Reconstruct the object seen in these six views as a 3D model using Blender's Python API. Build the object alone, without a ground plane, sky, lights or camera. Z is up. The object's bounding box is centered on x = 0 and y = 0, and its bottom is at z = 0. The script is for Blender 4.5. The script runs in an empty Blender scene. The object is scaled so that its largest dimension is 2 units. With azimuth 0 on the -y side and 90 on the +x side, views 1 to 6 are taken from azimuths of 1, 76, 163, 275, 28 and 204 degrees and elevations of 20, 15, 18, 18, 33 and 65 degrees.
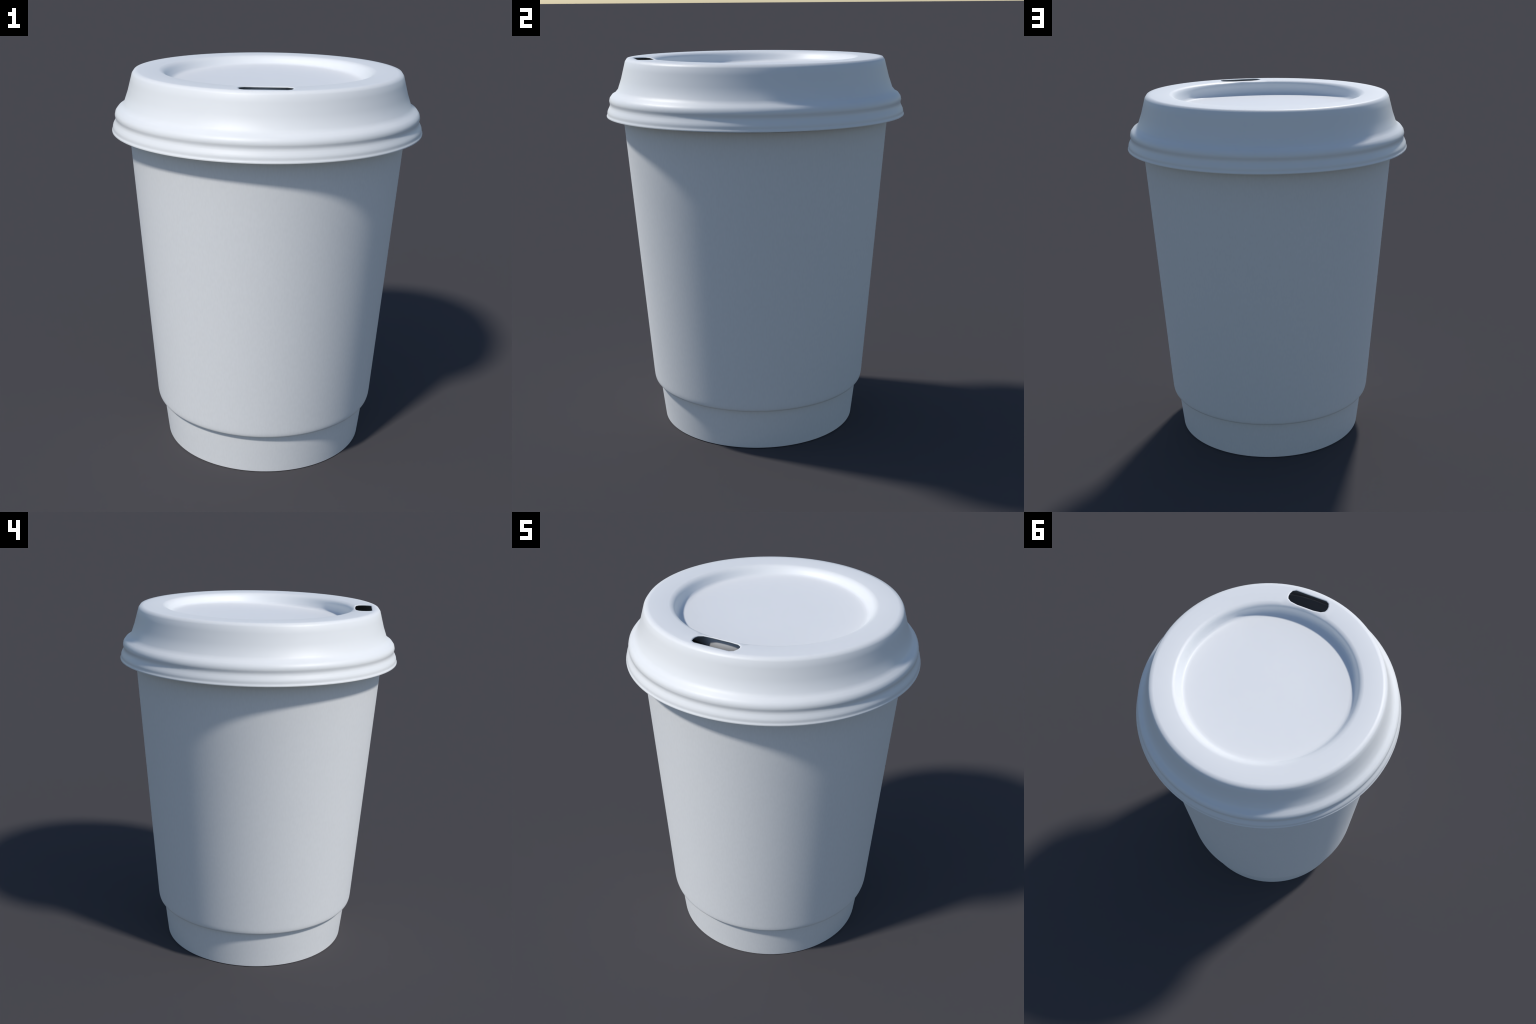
"""Lidded takeaway paper cup: tapered double-wall sleeve over an inner cup, and a
dome-lip plastic lid with a tilted sunken well and a drinking slot."""
import math
import bpy
import bmesh
from mathutils import Vector
from mathutils.geometry import delaunay_2d_cdt

SEG = 128                      # divisions round the axis


# ------------------------------------------------------------------ materials
def plain_material(name, colour, tint, roughness, stretch):
    """Principled surface with a barely visible mottled tint, stretched along z."""
    mat = bpy.data.materials.new(name)
    mat.use_nodes = True
    nt = mat.node_tree
    n, l = nt.nodes, nt.links
    bsdf = n["Principled BSDF"]
    coord = n.new("ShaderNodeTexCoord")
    cloud = n.new("ShaderNodeTexNoise")
    cloud.inputs["Scale"].default_value = 1.0
    cloud.inputs["Detail"].default_value = 4.0
    place = n.new("ShaderNodeMapping")
    place.inputs["Scale"].default_value = stretch
    l.new(coord.outputs["Object"], place.inputs["Vector"])
    l.new(place.outputs["Vector"], cloud.inputs["Vector"])
    ramp = n.new("ShaderNodeValToRGB")
    ramp.color_ramp.elements[0].position = 0.35
    ramp.color_ramp.elements[1].position = 0.65
    ramp.color_ramp.elements[0].color = (*tint, 1)
    ramp.color_ramp.elements[1].color = (*colour, 1)
    l.new(cloud.outputs["Fac"], ramp.inputs["Fac"])
    l.new(ramp.outputs["Color"], bsdf.inputs["Base Color"])
    bsdf.inputs["Roughness"].default_value = roughness
    return mat


LID_COL = (0.80, 0.806, 0.810)
CUP_COL = (0.798, 0.801, 0.805)
lid_mat = plain_material("white_plastic", LID_COL, tuple(c * 0.995 for c in LID_COL), 0.47, (8, 8, 8))
cup_mat = plain_material("white_paper", CUP_COL, tuple(c * 0.972 for c in CUP_COL), 0.75, (120, 120, 40))


# ------------------------------------------------------------------ helpers
def direction(i, seg=SEG):
    a = math.tau * i / seg
    return math.sin(a), -math.cos(a)          # 0 = front (-y), the drinking side


def add_ring(bm, radius, height, seg=SEG):
    """radius / height: a number or a function of the ring index."""
    ring = []
    for i in range(seg):
        sx, sy = direction(i, seg)
        r = radius(i) if callable(radius) else radius
        x, y = r * sx, r * sy
        z = height(x, y) if callable(height) else height
        ring.append(bm.verts.new((x, y, z)))
    return ring


def bridge(bm, a, b):
    n = len(a)
    for i in range(n):
        j = (i + 1) % n
        bm.faces.new((a[i], a[j], b[j], b[i]))


def finish(bm, name, mat, parent, sharp_deg=None):
    bmesh.ops.recalc_face_normals(bm, faces=bm.faces)
    me = bpy.data.meshes.new(name)
    bm.to_mesh(me)
    bm.free()
    me.materials.append(mat)
    me.shade_smooth()
    if sharp_deg:
        me.set_sharp_from_angle(angle=math.radians(sharp_deg))
    ob = bpy.data.objects.new(name, me)
    bpy.context.scene.collection.objects.link(ob)
    ob.parent = parent
    return ob


def closed_lathe(name, profile, mat, parent, sharp_deg):
    """Revolve a closed (r, z) profile; a point with r == 0 becomes a pole."""
    bm = bmesh.new()
    rings = [add_ring(bm, r, z) if r > 0 else bm.verts.new((0, 0, z)) for r, z in profile]
    for a, b in zip(rings, rings[1:] + rings[:1]):
        if isinstance(a, list) and isinstance(b, list):
            bridge(bm, a, b)
        elif isinstance(a, list) or isinstance(b, list):
            ring, pole = (a, b) if isinstance(a, list) else (b, a)
            for i in range(SEG):
                bm.faces.new((ring[i], ring[(i + 1) % SEG], pole))
    return finish(bm, name, mat, parent, sharp_deg)


def smooth_curve(pts, steps):
    """Catmull-Rom through pts[1:-1]; the two end points only steer the tangents."""
    out = []
    for p0, p1, p2, p3 in zip(pts, pts[1:], pts[2:], pts[3:]):
        for k in range(steps):
            t = k / steps
            out.append(tuple(0.5 * (2 * b + (c - a) * t + (2 * a - 5 * b + 4 * c - d) * t * t
                                    + (3 * b - a - 3 * c + d) * t ** 3)
                             for a, b, c, d in zip(p0, p1, p2, p3)))
    return out + [pts[-2]]


def offset_polygon(poly, d):
    """Move every corner of a counter-clockwise polygon outward by d (mitred)."""
    out = []
    for k, p in enumerate(poly):
        a, b = Vector(p) - Vector(poly[k - 1]), Vector(poly[(k + 1) % len(poly)]) - Vector(p)
        na, nb = Vector((a.y, -a.x)).normalized(), Vector((b.y, -b.x)).normalized()
        m = (na + nb).normalized()
        out.append(Vector(p) + m * (d / max(0.5, m.dot(na))))
    return out


# ------------------------------------------------------------------ the thing
root = bpy.data.objects.new("takeaway_cup", None)
bpy.context.scene.collection.objects.link(root)
root["label"] = "plain white paper takeaway cup with white plastic sip lid"
root["category"] = "paper coffee cup"

# ---- inner cup: tapered wall standing on a foot ring, floor set a little higher
FOOT_R, STEP_Z = 0.5340, 0.26


def inner_r(z):
    """Steeper below the sleeve, then parallel to the sleeve wall."""
    return FOOT_R + 0.113 * min(z, STEP_Z) + 0.0758 * max(0.0, z - STEP_Z)


closed_lathe("cup_body", [
    (0.0, 0.060), (0.505, 0.060), (0.508, 0.0), (FOOT_R - 0.002, 0.0), (FOOT_R, 0.0015),
    (inner_r(0.12), 0.12), (inner_r(STEP_Z), STEP_Z), (inner_r(1.0), 1.0),
    (inner_r(1.68), 1.68), (0.7400, 1.7850), (0.7440, 1.8000), (0.7380, 1.8000), (0.7340, 1.7850),
    (inner_r(1.68) - 0.010, 1.68), (inner_r(1.0) - 0.014, 1.0), (0.505, 0.075), (0.0, 0.075)], cup_mat, root, 40)

# ---- outer sleeve, curled under at the foot
closed_lathe("cup_sleeve", [
    (0.5560, 0.2320), (0.5600, 0.2305), (0.5780, 0.2295), (0.5840, 0.2315), (0.5869, 0.2358), (0.5889, 0.2430), (0.5904, 0.2525),
    (0.5915, 0.2630), (0.5920, 0.2690), (0.6340, 0.8210), (0.6975, 1.6600), (0.7000, 1.6900), (0.6960, 1.6920), (0.6900, 1.6900), (0.6875, 1.6600),
    (0.6240, 0.8210), (0.5800, 0.2560)], cup_mat, root, 45)

# ---- lid ------------------------------------------------------------------
# outside of the lid, from the lower edge up to the shoulder of the flat top
lip_and_bead = smooth_curve([(0.7868, 1.7000), (0.7868, 1.7036), (0.7868, 1.7085), (0.7834, 1.7165),
                             (0.7808, 1.7330), (0.7678, 1.7612), (0.7706, 1.7839),
                             (0.7671, 1.7988)], 3)              # thin flared lip, small bead, groove
skirt = lip_and_bead + [(0.7671, 1.7988), (0.7554, 1.8142), (0.7400, 1.8223),       # large bead
         (0.7231, 1.8421), (0.7038, 1.8971), (0.6890, 1.9520),                         # sloping flank
         (0.6805, 1.9837), (0.6702, 1.9985), (0.6490, 2.0)]                            # shoulder
WELL_Z, WELL_TILT = 1.9370, 0.040          # sunken floor falls towards the drinking side


def well(x, y):
    return WELL_Z + WELL_TILT * y


FLAT_R, EDGE_R = 0.5480, 0.5285            # flat top ends here; its rounding rolls over to here


def top_z(x, y):
    t = max(0.0, FLAT_R - math.hypot(x, y)) / (FLAT_R - 0.5215)
    return 2.0 - 0.0115 * t * t


half_slot = [(0.0965, -0.6315), (0.1150, -0.6205), (0.1235, -0.5970), (0.1240, -0.5770),
             (0.1180, -0.5590), (0.0965, -0.5445), (0.0520, -0.5382)]
slot = half_slot + [(-x, y) for x, y in reversed(half_slot)]      # counter-clockwise

bm = bmesh.new()
rings = [add_ring(bm, r, z) for r, z in skirt]
for a, b in zip(rings, rings[1:]):
    bridge(bm, a, b)
shoulder = rings[-1]
lip = add_ring(bm, EDGE_R, top_z)
outer_loop = offset_polygon(slot, 0.0080)
collar = [bm.verts.new((x, y, top_z(x, y))) for x, y in outer_loop]
edge = [bm.verts.new((x, y, top_z(x, y))) for x, y in slot]
bridge(bm, collar, edge)

# flat annulus with the slot collar left open: constrained triangulation, with
# two support arcs where the top starts to roll into the well
loops = [shoulder, lip, collar]
flat = [v for loop in loops for v in loop]
edges, start = [], 0
for loop in loops:
    edges += [(start + k, start + (k + 1) % len(loop)) for k in range(len(loop))]
    start += len(loop)
gap = 6                                    # ring steps left free on each side of the slot
for r in (FLAT_R, 0.5380):
    arc = []
    for i in range(gap, SEG - gap + 1):
        sx, sy = direction(i)
        arc.append(bm.verts.new((r * sx, r * sy, top_z(r * sx, r * sy))))
    edges += [(start + k, start + k + 1) for k in range(len(arc) - 1)]
    start += len(arc)
    flat += arc
_, _, tris, origin, _, _ = delaunay_2d_cdt([Vector((v.co.x, v.co.y)) for v in flat], edges, [], 0, 1e-7)
ids = [o[0] for o in origin]
inner, ring_of_slot = set(lip), set(collar)
for t in tris:
    vs = [flat[ids[k]] for k in t]
    if all(v in inner for v in vs) or all(v in ring_of_slot for v in vs):
        continue                           # the well opening and the slot itself
    bm.faces.new(vs)

# well: rolled lip, steep wall, small fillet, flat tilted floor
LIP_Z = 1.9885
# (radius on the drinking side, radius elsewhere, fraction of the drop)
drop = [(0.5215, 0.5215, 0.0), (0.5170, 0.5165, 0.14), (0.5152, 0.5110, 0.32), (0.5134, 0.5010, 0.72),
        (0.5045, 0.4935, 0.890), (0.4900, 0.4840, 0.970), (0.4720, 0.4680, 1.0), (0.20, 0.20, 1.0)]


def wall_radius(steep, gentle):
    def at(i):
        t = min(1.0, max(0.0, (0.85 + direction(i)[1]) / 0.5))
        return steep + (gentle - steep) * t * t * (3 - 2 * t)
    return at


well_rings = [lip]
for steep, gentle, f in drop:
    well_rings.append(add_ring(bm, wall_radius(steep, gentle),
                               lambda x, y, f=f: LIP_Z + f * (well(x, y) - LIP_Z)))
for a, b in zip(well_rings, well_rings[1:]):
    bridge(bm, a, b)
pole = bm.verts.new((0, 0, WELL_Z))
for i in range(SEG):
    bm.faces.new((well_rings[-1][i], well_rings[-1][(i + 1) % SEG], pole))
for e in bm.edges:                         # crisp cut edge round the lip
    if e.is_boundary and all(v.co.z < 1.75 for v in e.verts):
        e.smooth = False
lid = finish(bm, "lid", lid_mat, root)
# recalc on an open sheet can flip: make the floor of the well face up
if lid.data.polygons[-1].normal.z < 0:
    lid.data.flip_normals()
shell = lid.modifiers.new("shell", "SOLIDIFY")
shell.thickness, shell.offset = 0.005, -1.0
